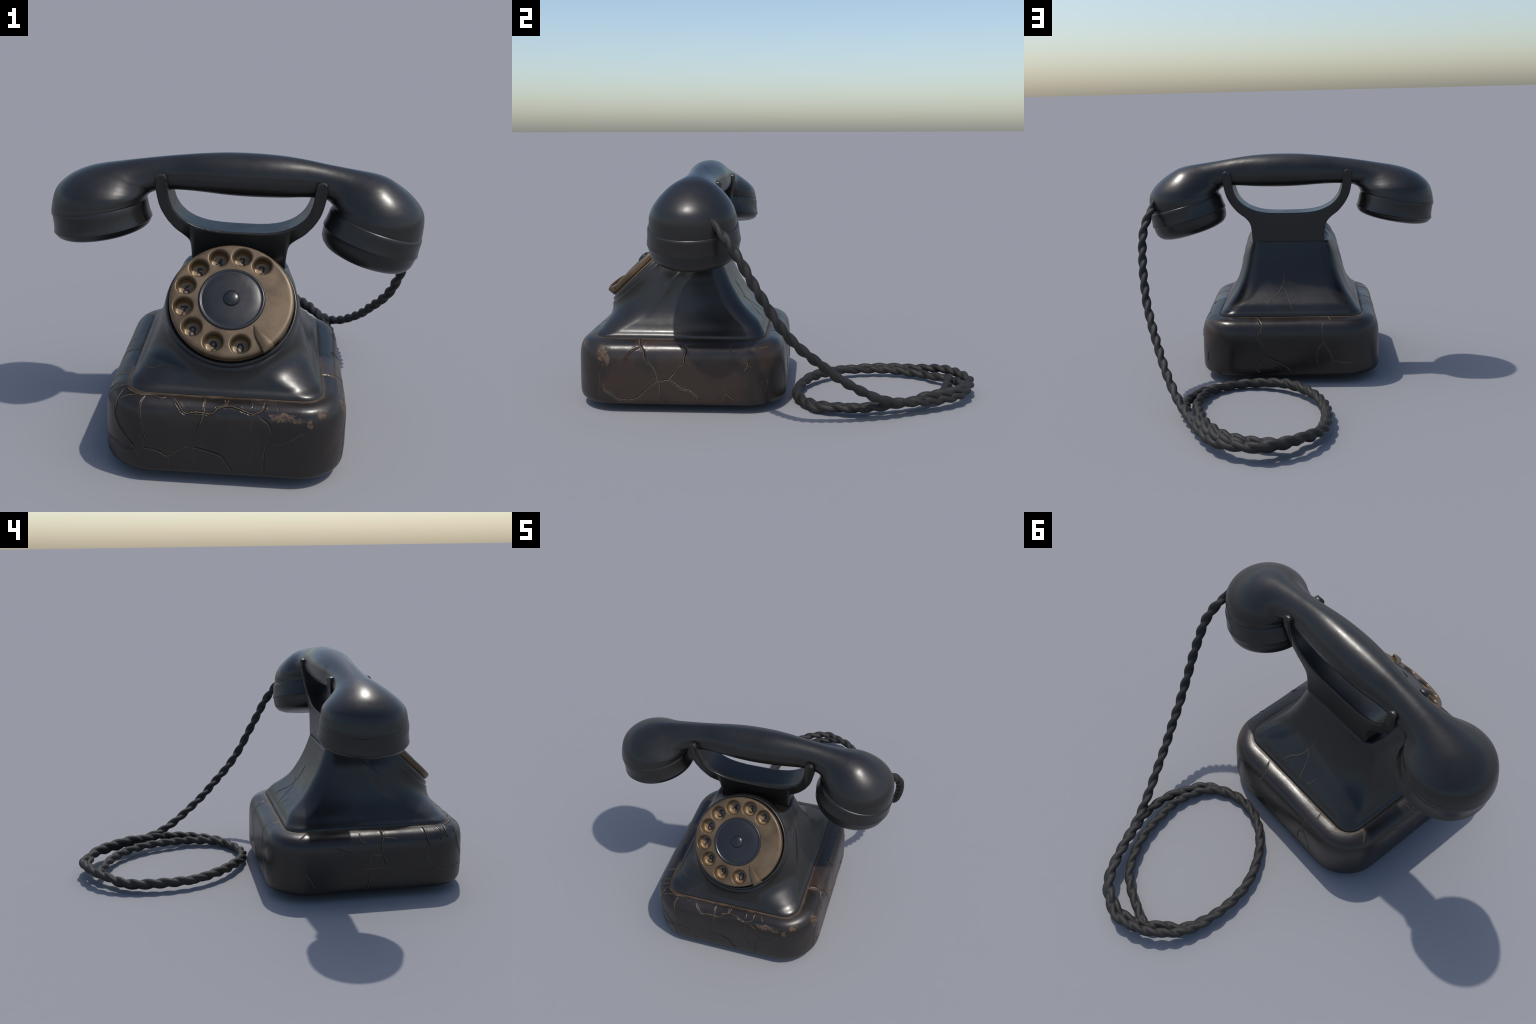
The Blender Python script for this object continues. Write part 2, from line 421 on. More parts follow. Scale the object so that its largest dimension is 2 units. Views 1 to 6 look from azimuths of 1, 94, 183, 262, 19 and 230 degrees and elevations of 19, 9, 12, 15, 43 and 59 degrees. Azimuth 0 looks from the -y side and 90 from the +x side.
def build_base():
    nu, nv = 1520, 178
    p = np.linspace(0, TOTAL, nu, endpoint=False); v = np.linspace(0, WALL_S[-1], nv)
    pp, vv = np.meshgrid(p, v, indexing="ij")
    dent = crack_dent(pp, vv)
    P = base_point(pp, vv, 0.)
    sway = np.array([[noise.noise(Vector(P[i, j]) * 3.1) for j in range(0, nv)] for i in range(0, nu)]) * .0022
    fine = np.array([[noise.noise(Vector(P[i, j]) * 11 + Vector((4, 1, 2))) for j in range(0, nv)] for i in range(0, nu)]) * .0007
    fade = smoothstep(0, .05, vv)
    P = base_point(pp, vv, dent * smoothstep(.0, .012, vv) + (sway + fine) * fade)
    V = P.reshape(-1, 3)
    F = grid_faces(nu, nv)
    F.append(tuple(i * nv for i in range(nu)))
    F.append(tuple(i * nv + nv - 1 for i in range(nu)))
    ob = new_object("base", V, F, phone, BASE_MAT)
    for i in (-1, -2): ob.data.polygons[i].use_smooth = False
    # dusty crack floors: thin broken threads lying in the grooves
    VV, FF = [], []
    for k, (w, pts) in enumerate(CRACKS):
        rng = random.Random(k + 91)
        q = smooth_path(pts, len(pts) * 2)
        n = len(q); t = np.linspace(0, 1, n)
        taper = np.clip(np.minimum(t, 1 - t) * 7 + .25, 0, 1)
        side = rng.choice((-1, 1)) * .0016 * w
        q = q + np.stack([np.full(n, side), np.full(n, side * .5)], 1)
        path = base_point(q[:, 0], q[:, 1], 0.) 
        path2 = base_point(q[:, 0], q[:, 1], -1.)
        nrm = path - path2
        path = path - nrm * (.0009 * w * taper)[:, None]
        front = (np.abs(q[:, 0]) < .55) * .6 * smoothstep(.30, .24, q[:, 1])       # little dust on the front wall
        rad = [max(.0004, .0022 * min(max(w, .85), 1.2) * a * (1 - f) * (.65 + .6 * rng.random())) for a, f in zip(taper, front)]
        v_, f_ = sweep("", path, rad, None, None, n=6)
        o = len(VV); VV += v_; FF += [tuple(i + o for i in f) for f in f_]
    ob2 = new_object("crack_dust", VV, FF, ob, CRACK_MAT)
    ob2["kind"] = "stuff"
    return ob

base = build_base()

# ------------------------------------------------------------------- shell
# Implicit surface, negative inside: a flared pyramid with a round dial boss
# blended into its sloping front.  Found by marching rays from an inner point.
DIAL_N = np.array([0, -.679, .734]); DIAL_U = np.array([0, .734, .679]); DIAL_C = np.array([-.0085, -.7150, .6700])

LEVEL = np.array([.330, .345, .360, .375, .390, .410, .440, .467, .500, .550, .600, .650, .716, .80])
HALF_BACK = np.array([.384, .386, .381, .365, .353, .338, .314, .297, .281, .262, .247, .233, .212, .200])
HALF_FRONT = np.array([.384, .386, .381, .366, .356, .345, .328, .315, .303, .287, .272, .257, .226, .200])
Y_BACK = np.array([-.066, -.064, -.066, -.077, -.086, -.101, -.137, -.167, -.195, -.226, -.252, -.273, -.295, -.310])
Y_FRONT = np.array([-.914, -.916, -.911, -.896, -.888, -.877, -.858, -.840, -.812, -.760, -.702, -.642, -.558, -.45])
CORNER = np.array([.085, .085, .085, .086, .088, .090, .092, .092, .090, .084, .076, .066, .046, .04])
CORNER_FRONT = np.array([.085, .087, .096, .118, .142, .172, .205, .222, .230, .230, .220, .205, .18, .17])
LEVEL_F = smooth_path(np.stack([LEVEL, HALF_BACK, HALF_FRONT, Y_BACK, Y_FRONT, CORNER, CORNER_FRONT], 1), 500)
def level(col, z):
    return np.interp(z, LEVEL_F[:, 0], LEVEL_F[:, col])

def smin(a, b, k):
    h = np.clip(.5 + .5 * (b - a) / k, 0, 1)
    return b * (1 - h) + a * h - k * h * (1 - h)
def smax(a, b, k): return -smin(-a, -b, k)

def shell_field(P):
    x, y, z = P[..., 0], P[..., 1], P[..., 2]
    yb, yf, rc = level(3, z), level(4, z), level(5, z)
    w = np.clip((yb - y) / np.maximum(yb - yf, .05), 0, 1)
    hx = level(1, z) + (level(2, z) - level(1, z)) * smoothstep(.0, .4, w)
    rc = rc + (level(6, z) - rc) * smoothstep(.35, .75, w)
    rc = np.minimum(rc, np.maximum((yb - yf) / 2 - .005, .02))
    xc = SHELL_C[0]
    yc, hy = (yb + yf) / 2, (yb - yf) / 2
    qx = np.abs(x - xc) - (hx - rc); qy = np.abs(y - yc) - (hy - rc)
    side = np.hypot(np.maximum(qx, 0), np.maximum(qy, 0)) + np.minimum(np.maximum(qx, qy), 0) - rc
    body = smax(side, z - .719, .012)
    body = smax(body, .338 - z, .012)
    # dial boss
    q = P - DIAL_C; a = q @ DIAL_N; r = np.sqrt(np.maximum((q ** 2).sum(-1) - a ** 2, 0))
    up = np.clip((q @ DIAL_U) / .27, -1, 1)
    up = smoothstep(.15, .95, up)
    R = .2705 + .13 * np.maximum(-a - .04, 0) - .006 * up           # the boss thins out towards the neck
    boss = smax(r - R, a + .047, .010)
    boss = smax(boss, -(.155 - .055 * up) - a, .06)
    f = smin(body, boss, .080)
    return smax(f, .338 - z, .010)

def build_shell():
    c = np.array([-.004, -.47, .45])
    nu, nv = 460, 330
    th = np.linspace(0, 2 * np.pi, nu, endpoint=False)
    # more rings near the flange, where the curvature is
    el = np.concatenate([np.linspace(-.62, .15, 170, endpoint=False), np.linspace(.15, np.pi / 2 - .004, 160)])
    T, E = np.meshgrid(th, el, indexing="ij")
    D = np.stack([np.cos(E) * np.cos(T), np.cos(E) * np.sin(T), np.sin(E)], -1)
    lo = np.zeros(T.shape); hi = np.zeros(T.shape); done = np.zeros(T.shape, bool)
    steps = np.linspace(.05, .75, 141)
    for s0, s1 in zip(steps[:-1], steps[1:]):
        f = shell_field(c + D * s1)
        new = (~done) & (f > 0)
        lo[new] = s0; hi[new] = s1; done |= new
    for _ in range(16):
        mid = (lo + hi) / 2; f = shell_field(c + D * mid[..., None])
        hi = np.where(f > 0, mid, hi); lo = np.where(f > 0, lo, mid)
    P = c + D * ((lo + hi) / 2)[..., None]
    V = P.reshape(-1, 3)
    sway = np.array([noise.noise(Vector(p) * 6.5) for p in V]) * .0016
    V = V + D.reshape(-1, 3) * sway[:, None]
    F = grid_faces(nu, nv)
    F.append(tuple(i * nv for i in range(nu))); F.append(tuple(i * nv + nv - 1 for i in range(nu)))
    ob = new_object("housing", V, F, phone, BLACK)
    return ob

housing = build_shell()

from mathutils.bvhtree import BVHTree
HOUSING_TREE = BVHTree.FromPolygons([v.co for v in housing.data.vertices], [p.vertices for p in housing.data.polygons])
def on_shell(p, d):
    """Where a straight line from p along d meets the housing."""
    hit = HOUSING_TREE.ray_cast(Vector(p), Vector(d))
    return np.array(hit[0]) if hit[0] is not None else None

def housing_cracks():
    VV, FF = [], []
    back = [(.9, [(.118, .395), (.108, .412), (.093, .43), (.073, .442), (.055, .458), (.040, .485), (.026, .515), (.025, .545), (.028, .58)]),
            (.75, [(.08, .507), (.06, .493), (.040, .485), (.028, .478), (.014, .46), (-.002, .425), (-.013, .40), (-.02, .377)]),
            (.5, [(-.088, .435), (-.078, .414), (-.062, .398)])]
    rng = random.Random(5)
    for w, pts in back:
        q = smooth_path([(x, -.2, z) for x, z in pts], 9 * len(pts))
        path = [on_shell((x + rng.uniform(-1, 1) * .001, 0.2, z + rng.uniform(-1, 1) * .001), (0, -1, 0)) for x, _, z in q]
        path = [p for p in path if p is not None]; n = len(path)
        rad = [.0022 * w * min(1, .3 + 6 * min(i, n - 1 - i) / n) * (.8 + .4 * rng.random()) for i in range(n)]
        v_, f_ = sweep("", path, rad, None, None, n=6)
        o = len(VV); VV += v_; FF += [tuple(i + o for i in f) for f in f_]
    q = smooth_path([(-.355, .405), (-.325, .405), (-.29, .415), (-.265, .430)], 26)
    path = [on_shell((x, -1.05, z), (0, 1, 0)) for x, z in q]
    path = [p for p in path if p is not None]
    if len(path) > 4:
        v_, f_ = sweep("", path, [.0008] * len(path), None, None, n=6)
        o = len(VV); VV += v_; FF += [tuple(i + o for i in f) for f in f_]
    ob = new_object("housing_crack_dust", VV, FF, housing, CRACK_MAT); ob["kind"] = "stuff"

housing_cracks()

def build_seam():
    """Bead of dust packed into the joint between housing and base."""
    n = 420; path = []; rad = []
    hx, hy, r = SHELL_H[0] + .001, SHELL_H[1] + .001, .085
    L = 4 * (hx - r) + 4 * (hy - r) + 2 * math.pi * r
    for i in range(n):
        s = L * i / n; k = [(2 * (hx - r), 0), (math.pi / 2 * r, 1), (2 * (hy - r), 0), (math.pi / 2 * r, 1)] * 2
        e = 0
        for ln, kind in k[:8]:
            if s <= ln: break
            s -= ln; e += 1
        e = min(e, 7)
        ax, ay = hx - r, hy - r
        if e == 0: x, y = -ax + s, -hy
        elif e == 2: x, y = hx, -ay + s
        elif e == 4: x, y = ax - s, hy
        elif e == 6: x, y = -hx, ay - s
        else:
            cx, cy, a0 = [(ax, -ay, -90), (ax, ay, 0), (-ax, ay, 90), (-ax, -ay, 180)][e // 2]
            a = math.radians(a0 + 90 * s / (math.pi / 2 * r)); x, y = cx + r * math.cos(a), cy + r * math.sin(a)
        w = noise.noise(Vector((x * 9, y * 9, 3)))
        path.append((SHELL_C[0] + x, SHELL_C[1] + y, .3425 + .0008 * w)); rad.append((.0056 + .0024 * w) * (1 - .35 * smoothstep(-.4, .2, y)))
    path.append(path[0]); rad.append(rad[0])
    v_, f_ = sweep("", path, rad, None, None, n=8, caps=False)
    new_object("seam_dust", v_, f_, base, SEAM_MAT)

build_seam()

# ------------------------------------------------------------------ cradle
def build_cradle():
    right_out = [(.2005, .700), (.203, .750), (.206, .785), (.213, .818), (.235, .848), (.278, .882), (.312, .922),
                 (.337, .968), (.350, 1.015), (.3555, 1.06), (.3565, 1.092)]
    tip = [(.352, 1.109), (.333, 1.115), (.314, 1.109)]
    right_in = [(.308, 1.09), (.304, 1.05), (.296, 1.005), (.278, .962), (.240, .922), (.185, .894), (.120, .880), (.05, .8765), (0, .876)]
    half = np.vstack([smooth_path(right_out, 60), smooth_path([right_out[-1]] + tip + [right_in[0]], 14)[1:-1], smooth_path(right_in, 70)])
    left = half[::-1][1:] * [-1, 1]
    ring = np.vstack([half, left])
    # ladder of faces across the plate: match outer and inner edges along the half
    y0, nY = -.3785, 15
    def half_depth(z):
        return np.interp(z, [.70, .80, .86, .92, 1.0, 1.07, 1.095, 1.106, 1.115], [.0765, .0765, .0765, .080, .091, .106, .1085, .107, .099])
    # fill: triangulate the outline in 2D then extrude
    bm = bmesh.new()
    vs = [bm.verts.new((x, 0, z)) for x, z in ring]
    bm.faces.new(vs)
    bmesh.ops.triangulate(bm, faces=bm.faces, ngon_method="BEAUTY")
    bmesh.ops.recalc_face_normals(bm, faces=bm.faces)
    me = bpy.data.meshes.new("t"); bm.to_mesh(me); bm.free()
    V = []; F = []
    n = len(ring)
    for s in (0, 1):
        for x, z in ring: V.append((x, y0 + (half_depth(z) if s else -half_depth(z) + .030 * (1 - smoothstep(.80, .868, z))), z))
    for p in me.polygons:
        a = list(p.vertices); F.append(tuple(a)); F.append(tuple(i + n for i in a[::-1]))
    for i in range(n): F.append((i, (i + 1) % n, (i + 1) % n + n, i + n))
    bpy.data.meshes.remove(me)
    ob = new_object("cradle", V, F, phone, YOKE_BLACK)
    # bed for the handle, leaving a pair of prongs at either side
    bed = []
    m = 40
    for x in (-.45, .45):
        for i in range(m):
            a = 2 * math.pi * i / m
            bed.append((x, -.377 + .0745 * math.cos(a), 1.113 + .086 * math.sin(a)))
        # opened upward
    bf = [(i, (i + 1) % m, (i + 1) % m + m, i + m) for i in range(m)] + [tuple(range(m))[::-1], tuple(range(m, 2 * m))]
    cut = new_object("bed_cutter", bed, bf, None, None, smooth=False)
    b = ob.modifiers.new("bed", "BOOLEAN"); b.operation = "DIFFERENCE"; b.object = cut; b.solver = "EXACT"
    apply_modifiers(ob)
    bpy.data.objects.remove(cut, do_unlink=True)
    r = ob.modifiers.new("fine", "REMESH"); r.mode = "VOXEL"; r.voxel_size = .0042
    s = ob.modifiers.new("soft", "SMOOTH"); s.factor = .5; s.iterations = 11
    apply_modifiers(ob)
    ob.data.materials.clear(); ob.data.materials.append(YOKE_BLACK)
    ob.data.polygons.foreach_set("use_smooth", [True] * len(ob.data.polygons))
    return ob

cradle = build_cradle()

# -------------------------------------------------------------------- dial
DX = Vector((1, 0, 0)); DU = Vector(DIAL_U).normalized(); DN = Vector(DIAL_N).normalized(); DC = Vector(DIAL_C)
DIAL_MAT4 = Matrix((( DX.x, DU.x, DN.x, DC.x), (DX.y, DU.y, DN.y, DC.y), (DX.z, DU.z, DN.z, DC.z), (0, 0, 0, 1)))
# the dial is the black cup let into the housing; everything else on it is its child
dial = revolve("dial", [(.244, -.075), (.2495, -.034), (.2515, -.0285), (.2545, -.0245), (.2585, -.0235), (.263, -.0265), (.267, -.034), (.2695, -.045), (.2725, -.07), (.2785, -.105), (.25, -.11), (.244, -.075)], (0, 0, 0), (0, 0, 1), phone, BLACK, xdir=(1, 0, 0))
dial.matrix_world = DIAL_MAT4
HOLE_R, HOLE_RING = .0365, .1945
HOLES = [(54.4, "2"), (81.2, "3"), (109.6, "4"), (137, "5"), (164.5, "6"), (192.2, "7"), (221, "8"), (252.2, "9"), (284, "0")]

def polar(r, deg): return (r * math.cos(math.radians(deg)), r * math.sin(math.radians(deg)))

def round_profile(r_in, r_out, z0, z1, b, k=4):
    """Closed ring section with rounded edges."""
    pts = []
    for cx, cz, a0 in ((r_out - b, z0 + b, -90), (r_out - b, z1 - b, 0), (r_in + b, z1 - b, 90), (r_in + b, z0 + b, 180)):
        for i in range(k + 1):
            a = math.radians(a0 + 90 * i / k); pts.append((cx + b * math.cos(a), cz + b * math.sin(a)))
    pts.append(pts[0]); return pts

def build_dial():
    # bronze rim under the wheel
    plate = revolve("number_plate", round_profile(.05, .2465, -.034, -.0165, .004), (0, 0, 0), (0, 0, 1), dial, BRASS_DARK, xdir=(1, 0, 0))
    # finger wheel with its nine holes
    wheel = revolve("finger_wheel", [(.05, -.018), (.244, -.018), (.2485, -.015), (.250, -.010), (.250, .005), (.2475, .0115), (.243, .015), (.234, .0165), (.16, .0165), (.05, .0165), (.05, -.018)],
                    (0, 0, 0), (0, 0, 1), dial, BRASS, n=180, xdir=(1, 0, 0))
    cv, cf = [], []
    m = 48
    for deg, _ in HOLES:
        cx, cy = polar(HOLE_RING, deg); o = len(cv)
        rings = [(HOLE_R - .001, -.04), (HOLE_R - .001, .0005), (HOLE_R + .0005, .0075), (HOLE_R + .0035, .0135), (HOLE_R + .0075, .0168), (HOLE_R + .016, .0195), (HOLE_R + .016, .04)]
        for r, z in rings:
            for i in range(m):
                a = 2 * math.pi * i / m; cv.append((cx + r * math.cos(a), cy + r * math.sin(a), z))
        for k in range(len(rings) - 1):
            for i in range(m): cf.append((o + k * m + i, o + k * m + (i + 1) % m, o + (k + 1) * m + (i + 1) % m, o + (k + 1) * m + i))
        cf.append(tuple(o + i for i in range(m))[::-1]); cf.append(tuple(o + (len(rings) - 1) * m + i for i in range(m)))
    cut = new_object("hole_cutter", cv, cf, dial, None, smooth=False)
    bpy.context.view_layer.update()
    for part, mt, vox in ((wheel, BRASS, .0020), (plate, BRASS_DARK, .003)):
        b = part.modifiers.new("holes", "BOOLEAN"); b.object = cut; b.solver = "EXACT"
        r = part.modifiers.new("fine", "REMESH"); r.mode = "VOXEL"; r.voxel_size = vox
        sm = part.modifiers.new("soft", "SMOOTH"); sm.factor = .5; sm.iterations = 10
        apply_modifiers(part)
        part.data.materials.clear(); part.data.materials.append(mt)
        part.data.polygons.foreach_set("use_smooth", [True] * len(part.data.polygons))
    bpy.data.objects.remove(cut, do_unlink=True)
    # domed number seats and their printed digits
    # each finger hole is a deep well with a softly dished floor
    R = HOLE_R + .0005; FLOOR = -.035
    prof = [(R + .004, -.013), (R, -.013), (R, -.022), (R - .001, -.028), (R - .005, -.0325), (R - .012, -.0343), (.012, FLOOR), (0, FLOOR),
            (0, FLOOR - .006), (R - .005, FLOOR - .005), (R + .004, -.028), (R + .004, -.013)]
    seat = None
    for deg, txt in HOLES:
        cx, cy = polar(HOLE_RING, deg)
        if seat is None:
            seat = revolve("number_well", prof, (0, 0, 0), (0, 0, 1), dial, BRASS_DARK, n=48, xdir=(1, 0, 0)); s = seat
        else:
            s = seat.copy(); bpy.context.scene.collection.objects.link(s)
        s.location = (cx, cy, 0)
        cu = bpy.data.curves.new("digit", "FONT"); cu.body = txt; cu.size = .060; cu.align_x = "CENTER"; cu.align_y = "CENTER"; cu.offset = .0008
        t = bpy.data.objects.new("digit", cu); bpy.context.scene.collection.objects.link(t)
        bpy.context.view_layer.update()
        me = bpy.data.meshes.new_from_object(t.evaluated_get(bpy.context.evaluated_depsgraph_get()))
        bpy.data.objects.remove(t, do_unlink=True); bpy.data.curves.remove(cu)
        bm = bmesh.new(); bm.from_mesh(me)
        bmesh.ops.triangulate(bm, faces=bm.faces)
        for _ in range(3):
            bmesh.ops.subdivide_edges(bm, edges=[e for e in bm.edges if e.calc_length() > .004], cuts=1)
            bmesh.ops.triangulate(bm, faces=bm.faces)
        xs = [v.co.x for v in bm.verts]; ys = [v.co.y for v in bm.verts]
        mx, my = (min(xs) + max(xs)) / 2, (min(ys) + max(ys)) / 2
        for v in bm.verts:
            v.co.x -= mx; v.co.y -= my
            q = math.hypot(v.co.x, v.co.y)
            v.co.z = float(np.interp(q, [0, .012, R - .012, R - .005], [FLOOR, FLOOR, -.0343, -.0325])) + .0006
        ex = bmesh.ops.extrude_face_region(bm, geom=list(bm.faces))
        for g in ex["geom"]:
            if isinstance(g, bmesh.types.BMVert): g.co.z += .0005
        bmesh.ops.recalc_face_normals(bm, faces=bm.faces)
        bm.to_mesh(me); bm.free(); me.name = "digit"
        d = bpy.data.objects.new("digit", me); bpy.context.scene.collection.objects.link(d)
        me.materials.append(INK); d.parent = dial; d.location = (cx, cy, 0)
    # black centre disc with a raised rim and a button
    disc = [(0, .0265), (.03, .0260), (.08, .0240), (.113, .0215), (.1185, .0198), (.1215, .0202), (.124, .0226), (.128, .0234), (.1315, .0218), (.1345, .0175), (.135, .008), (0, .008)]
    revolve("centre_disc", disc, (0, 0, 0), (0, 0, 1), dial, DISC, n=160, xdir=(1, 0, 0))
    knob = [(0, .0400), (.012, .0393), (.022, .0373), (.029, .0342), (.0325, .0305), (.0335, .0275), (.0325, .0248), (.031, .02), (0, .02)]
    revolve("centre_button", knob, (0, 0, 0), (0, 0, 1), dial, DISC, n=64, xdir=(1, 0, 0))
    # finger stop: a bent blade rising from the disc edge and folding over the rim
    rr = [.143, .158, .175, .195, .213, .231, .246, .2545]
    a_hi = [-47.9, -47.7, -47.6, -47.5, -47.2, -46.8, -46.6, -46.6]
    a_lo = [-49.5, -53.0, -55.3, -56.3, -56.6, -56.8, -57.2, -57.4]
    top = [.018, .023, .027, .0295, .031, .032, .0315, .028]
    pts = []
    nW = 7
    for r, h, l, t in zip(rr, a_hi, a_lo, top):
        for k in range(nW):
            f = k / (nW - 1); a = h + (l - h) * f
            crown = .003 * math.sin(math.pi * f)
            pts.append((*polar(r, a), t + crown - .004 * f))
    for dr, dz in ((.005, .024), (.0055, .010), (.003, -.006), (-.004, -.012)):
        for k in range(nW):
            f = k / (nW - 1); a = a_hi[-1] + (a_lo[-1] - a_hi[-1]) * f
            pts.append((*polar(.2550 + dr, a), dz))
    F = []
    rows = len(pts) // nW
    for i in range(rows - 1):
        for k in range(nW - 1): F.append((i * nW + k, i * nW + k + 1, (i + 1) * nW + k + 1, (i + 1) * nW + k))
    stop = new_object("finger_stop", pts, F, dial, BRASS)
    sub = stop.modifiers.new("sol", "SOLIDIFY"); sub.thickness = .0085; sub.offset = -1
    bv = stop.modifiers.new("bev", "BEVEL"); bv.width = .002; bv.segments = 2; bv.limit_method = "ANGLE"; bv.angle_limit = math.radians(50)
    ss = stop.modifiers.new("sub", "SUBSURF"); ss.levels = 2; ss.render_levels = 2
    apply_modifiers(stop)
    stop.data.polygons.foreach_set("use_smooth", [True] * len(stop.data.polygons))

build_dial()

# ----------------------------------------------------------------- handset
HY0 = -.3745          # a touch different at the two ends
# stations: outer rail (x, z), inner rail (x, z), half width in y
STATIONS = [
    ((-.8095, .905), (-.4065, .986), .2005), ((-.8105, .921), (-.4035, .991), .2015), ((-.808, .938), (-.4020, .994), .1990), ((-.8015, .975), (-.4000, 1.000), .1955),
    ((-.786, 1.018), (-.3960, 1.006), .188), ((-.752, 1.055), (-.3900, 1.011), .170), ((-.709, 1.084), (-.3830, 1.0155), .149),
    ((-.650, 1.109), (-.3740, 1.0195), .126), ((-.585, 1.126), (-.3620, 1.0235), .106), ((-.510, 1.1395), (-.3440, 1.0275), .090),
    ((-.425, 1.1535), (-.318, 1.0305), .080), ((-.340, 1.1665), (-.284, 1.0320), .0755), ((-.250, 1.1795), (-.232, 1.0310), .078),
    ((-.165, 1.1895), (-.163, 1.0280), .088), ((-.075, 1.1970), (-.082, 1.0225), .0965), ((.015, 1.2000), (.010, 1.0195), .0995),
    ((.105, 1.1995), (.100, 1.0200), .0965), ((.190, 1.1950), (.180, 1.0230), .088), ((.275, 1.1845), (.245, 1.0280), .0785),
    ((.355, 1.1715), (.290, 1.0305), .076), ((.430, 1.1605), (.322, 1.0295), .080), ((.500, 1.1510), (.345, 1.0265), .090),
    ((.560, 1.1420), (.3600, 1.0220), .107), ((.615, 1.1265), (.3700, 1.0165), .129), ((.665, 1.0985), (.3770, 1.0110), .151),
    ((.713, 1.0640), (.3820, 1.0055), .169), ((.752, 1.0250), (.3860, 1.0005), .183), ((.7735, .9900), (.3885, .9955), .191),
    ((.780, .9550), (.3895, .9915), .1965), ((.7795, .9150), (.3890, .9880), .1985), ((.777, .8850), (.3880, .9840), .1995), ((.774, .8700), (.3875, .9800), .1995)]

def build_handset():
    K = np.array([(a[0], a[1], b[0], b[1], w) for a, b, w in STATIONS])
    # parametrise by centre-line travel, then spline
    n = 300
    R = smooth_path(K, n) if False else None
    mid = np.stack([(K[:, 0] + K[:, 2]) / 2, (K[:, 1] + K[:, 3]) / 2], 1)
    ang = np.unwrap(np.arctan2(K[:, 1] - K[:, 3], K[:, 0] - K[:, 2]))
    s = np.r_[0, np.cumsum(np.hypot(*np.diff(mid, axis=0).T) + .25 * np.abs(np.diff(ang)) + .002)]
    def spline(col):
        # natural-looking monotone-free cubic via dense Catmull-Rom in (s, value)
        c = smooth_path(np.stack([s, col * 1.0], 1), 1200)
        return np.interp(np.linspace(0, s[-1], n), c[:, 0], c[:, 1])
    C = np.stack([spline(K[:, k]) for k in range(5)], 1)
    m = 112; V = []
    for ox, oz, ix, iz, w in C:
        cx, cz = (ox + ix) / 2, (oz + iz) / 2; hx, hz = (ox - ix) / 2, (oz - iz) / 2
        L = 2 * math.hypot(hx, hz)
        slim = min(max((.24 - L) / .08, 0), 1)          # 1 along the grip, 0 in the bells
        for k in range(m):
            a = 2 * math.pi * k / m; u, v = math.cos(a), math.sin(a)
            # grip section: slightly ridged on top, fuller below
            if u < 0 and slim > 0:
                v = math.copysign(abs(v) ** (1 - .28 * slim), v) * (1 + .11 * slim * min(1, -1.6 * u))
            wv = v * (1 - .10 * slim * max(u, 0) ** 2)
            V.append((cx + hx * u, HY0 - .0055 * smoothstep(-.25, -.6, cx) + slim * (.004 - .002 * u) + w * wv, cz + hz * u))
    F = grid_faces(n, m, wrap_u=False, wrap_v=True)
    F.append(tuple(range(m))[::-1]); F.append(tuple(range((n - 1) * m, n * m)))
    V = np.array(V)
    ctr = V.reshape(n, m, 3).mean(1, keepdims=True).repeat(m, 1).reshape(-1, 3)
    dirn = V - ctr; dirn /= np.linalg.norm(dirn, axis=1, keepdims=True) + 1e-9
    V = V + dirn * (np.array([noise.noise(Vector(p) * 4.5) for p in V]) * .0010)[:, None]
    hs = new_object("handset", V, F, phone, BLACK)
    for i in (-1, -2): hs.data.polygons[i].use_smooth = False

    def cap(name, seam, axis, prof):
        a = Vector(axis).normalized()
        ob = revolve(name, smooth_caps(prof), (seam[0], HY0 - (.006 if seam[0] < 0 else 0), seam[1]), a, hs, BLACK, n=144, xdir=(0, 1, 0))
        edge_smooth(ob, 50)
        return ob
    cap("mouthpiece", (-.6070, .952), (.178, 0, -.984),
        [(0, -.004), (.194, -.004), (.1985, -.003), (.2015, .002), (.2040, .008), (.2050, .016), (.2055, .040), (.2072, .062), (.2100, .078), (.2122, .0845), (.2122, .0875), (.2082, .0905), (.2070, .0925),
         (.2045, .100), (.198, .109), (.186, .117), (.168, .123), (.13, .127), (.08, .129), (0, .130)])
    cap("earpiece", (.5805, .928), (-.262, 0, -.965),
        [(0, -.006), (.199, -.006), (.2035, -.004), (.2065, .001), (.2078, .008), (.2082, .020), (.2095, .038), (.2115, .056), (.2135, .0665), (.2142, .071), (.2142, .074), (.2105, .0765), (.2095, .0785),
         (.2085, .098), (.2045, .121), (.195, .138), (.179, .152), (.150, .162), (.10, .168), (0, .170)])
    return hs

def smooth_caps(prof):
    """Densify the profile a little without losing its small steps."""
    out = []
    for (r0, h0), (r1, h1) in zip(prof[:-1], prof[1:]):
        k = max(1, int(math.hypot(r1 - r0, h1 - h0) / .012))
        for i in range(k): out.append((r0 + (r1 - r0) * i / k, h0 + (h1 - h0) * i / k))
    out.append(prof[-1]); return out

handset = build_handset()

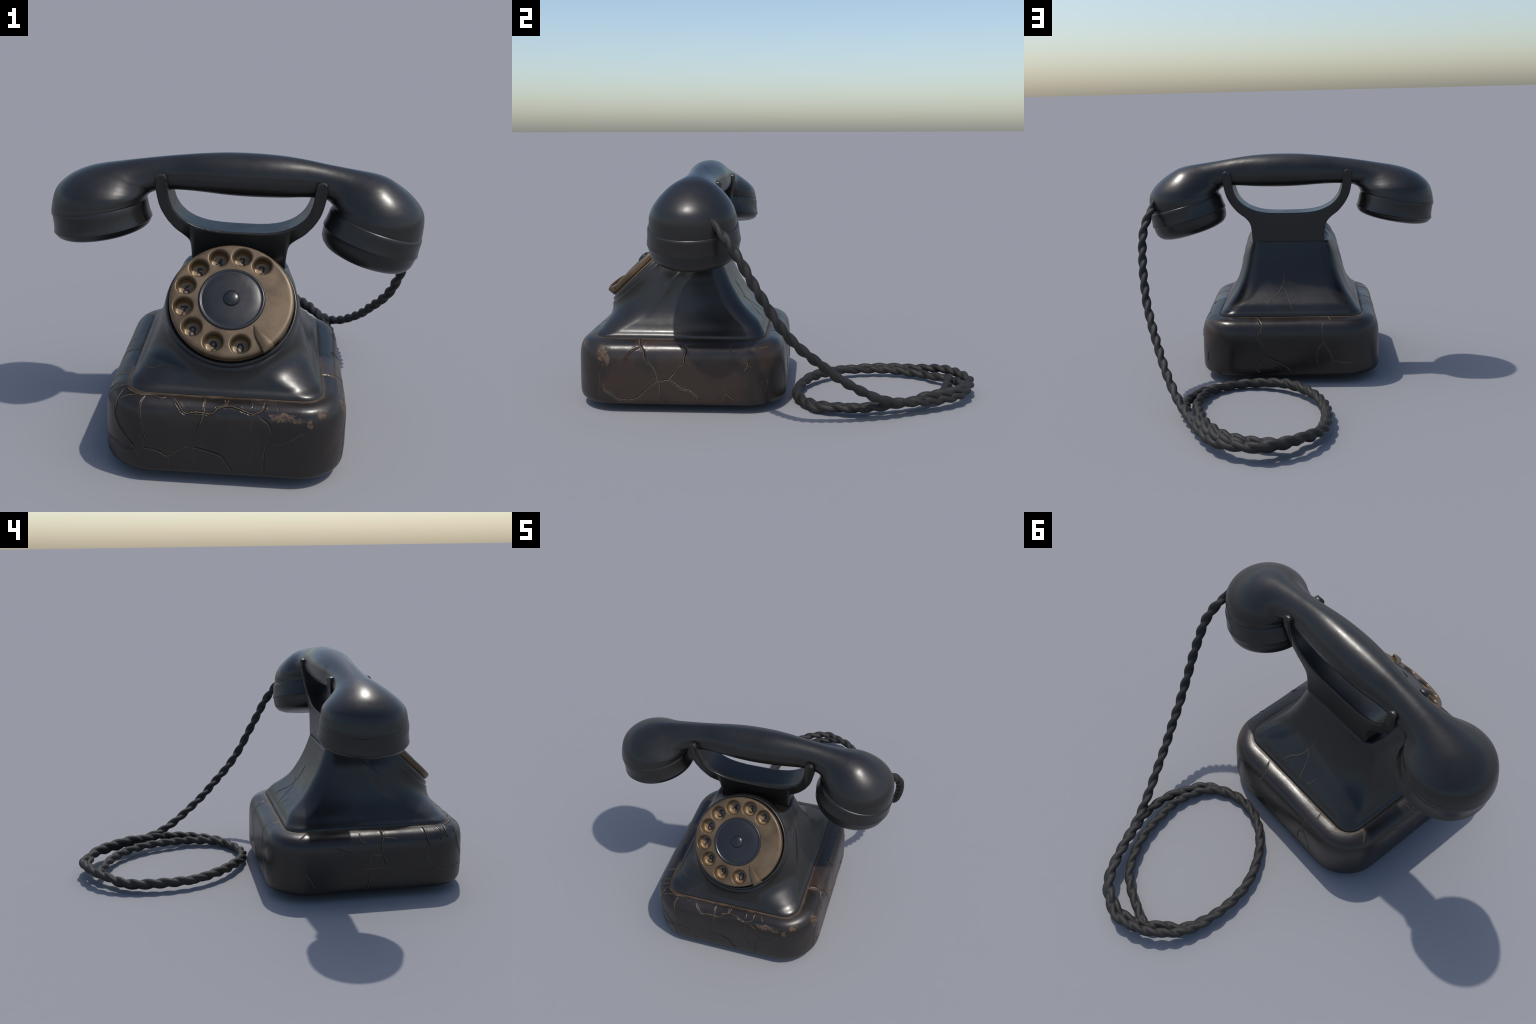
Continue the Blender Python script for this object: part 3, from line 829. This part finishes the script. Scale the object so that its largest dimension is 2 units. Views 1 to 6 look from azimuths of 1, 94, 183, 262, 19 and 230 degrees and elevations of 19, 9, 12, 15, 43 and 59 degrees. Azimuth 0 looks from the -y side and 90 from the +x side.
# -------------------------------------------------------------------- cord
def build_cord():
    hang = [(.715, -.285, .995), (.737, -.268, .970), (.745, -.243, .928), (.760, -.206, .888), (.776, -.173, .840), (.783, -.137, .786), (.782, -.105, .726), (.777, -.070, .664), (.768, -.029, .595),
            (.755, .012, .524), (.740, .056, .461), (.718, .105, .404), (.695, .156, .355), (.668, .213, .304), (.645, .260, .259),
            (.614, .325, .209), (.580, .391, .163), (.540, .465, .118), (.495, .545, .084), (.452, .624, .070)]
    turn = [(.400, .732, .060), (.322, .862, .056), (.252, .926, .062), (.188, .952, .066), (.111, .976, .073), (.030, .955, .079), (-.056, .909, .078),
            (-.107, .859, .074), (-.152, .798, .062), (-.185, .710, .052), (-.196, .612, .052), (-.194, .505, .050), (-.174, .398, .048),
            (-.134, .311, .048), (-.071, .223, .047), (-.002, .162, .046), (.077, .113, .040), (.180, .089, .031), (.267, .096, .026), (.357, .137, .026),
            (.433, .195, .030), (.462, .282, .043), (.490, .382, .050), (.487, .486, .058), (.468, .564, .066), (.440, .628, .066)]
    again = [(.394, .716, .082), (.320, .842, .080), (.252, .911, .078), (.188, .938, .072), (.116, .946, .054), (.040, .921, .050), (-.030, .876, .048),
             (-.074, .818, .042), (-.126, .776, .036), (-.164, .696, .034), (-.184, .606, .040), (-.186, .503, .042), (-.168, .398, .044),
             (-.133, .309, .050), (-.070, .221, .052), (.000, .160, .052), (.080, .116, .044), (.180, .096, .036), (.266, .104, .031), (.350, .147, .030),
             (.408, .212, .033), (.436, .300, .036), (.445, .384, .038), (.427, .475, .042), (.408, .554, .045), (.377, .634, .048),
             (.333, .709, .048), (.278, .776, .046), (.220, .818, .046), (.154, .846, .046), (.078, .868, .048), (.006, .886, .052), (-.050, .868, .050)]
    pts = hang + turn + again
    pts = [(x, y, z - (.0022 if z < .05 else 0)) for x, y, z in pts]
    path = smooth_path(pts, 2000)
    seg = np.r_[0, np.cumsum(np.linalg.norm(np.diff(path, axis=0), axis=1))]
    wob = [noise.noise(Vector((s * 2.3, 0, 5))) for s in seg]
    # two strands laid together: silhouette of a pair of circles, turning along the path
    o, r = .0080, .0162
    rad = np.ones(len(path))
    rad *= .40 + .60 * smoothstep(.0, .14, seg)
    rad *= 1 - .7 * smoothstep(seg[-1] - .05, seg[-1], seg)
    pitch = .155
    def section(i, a):
        ps = a - 2 * math.pi * seg[i] / pitch + wob[i] * .8
        return o * abs(math.cos(ps)) + math.sqrt(r * r - (o * math.sin(ps)) ** 2)
    V, F = sweep("", path, list(rad * (1 + .05 * np.array(wob))), None, None, section, n=22)
    V = np.array([tuple(v) for v in V]); 
    V[:, 2] = np.maximum(V[:, 2], 0) if V[:, 2].min() < 0 else V[:, 2]
    return new_object("cord", V, F, phone, CORD_MAT)

cord = build_cord()
bpy.context.view_layer.update()
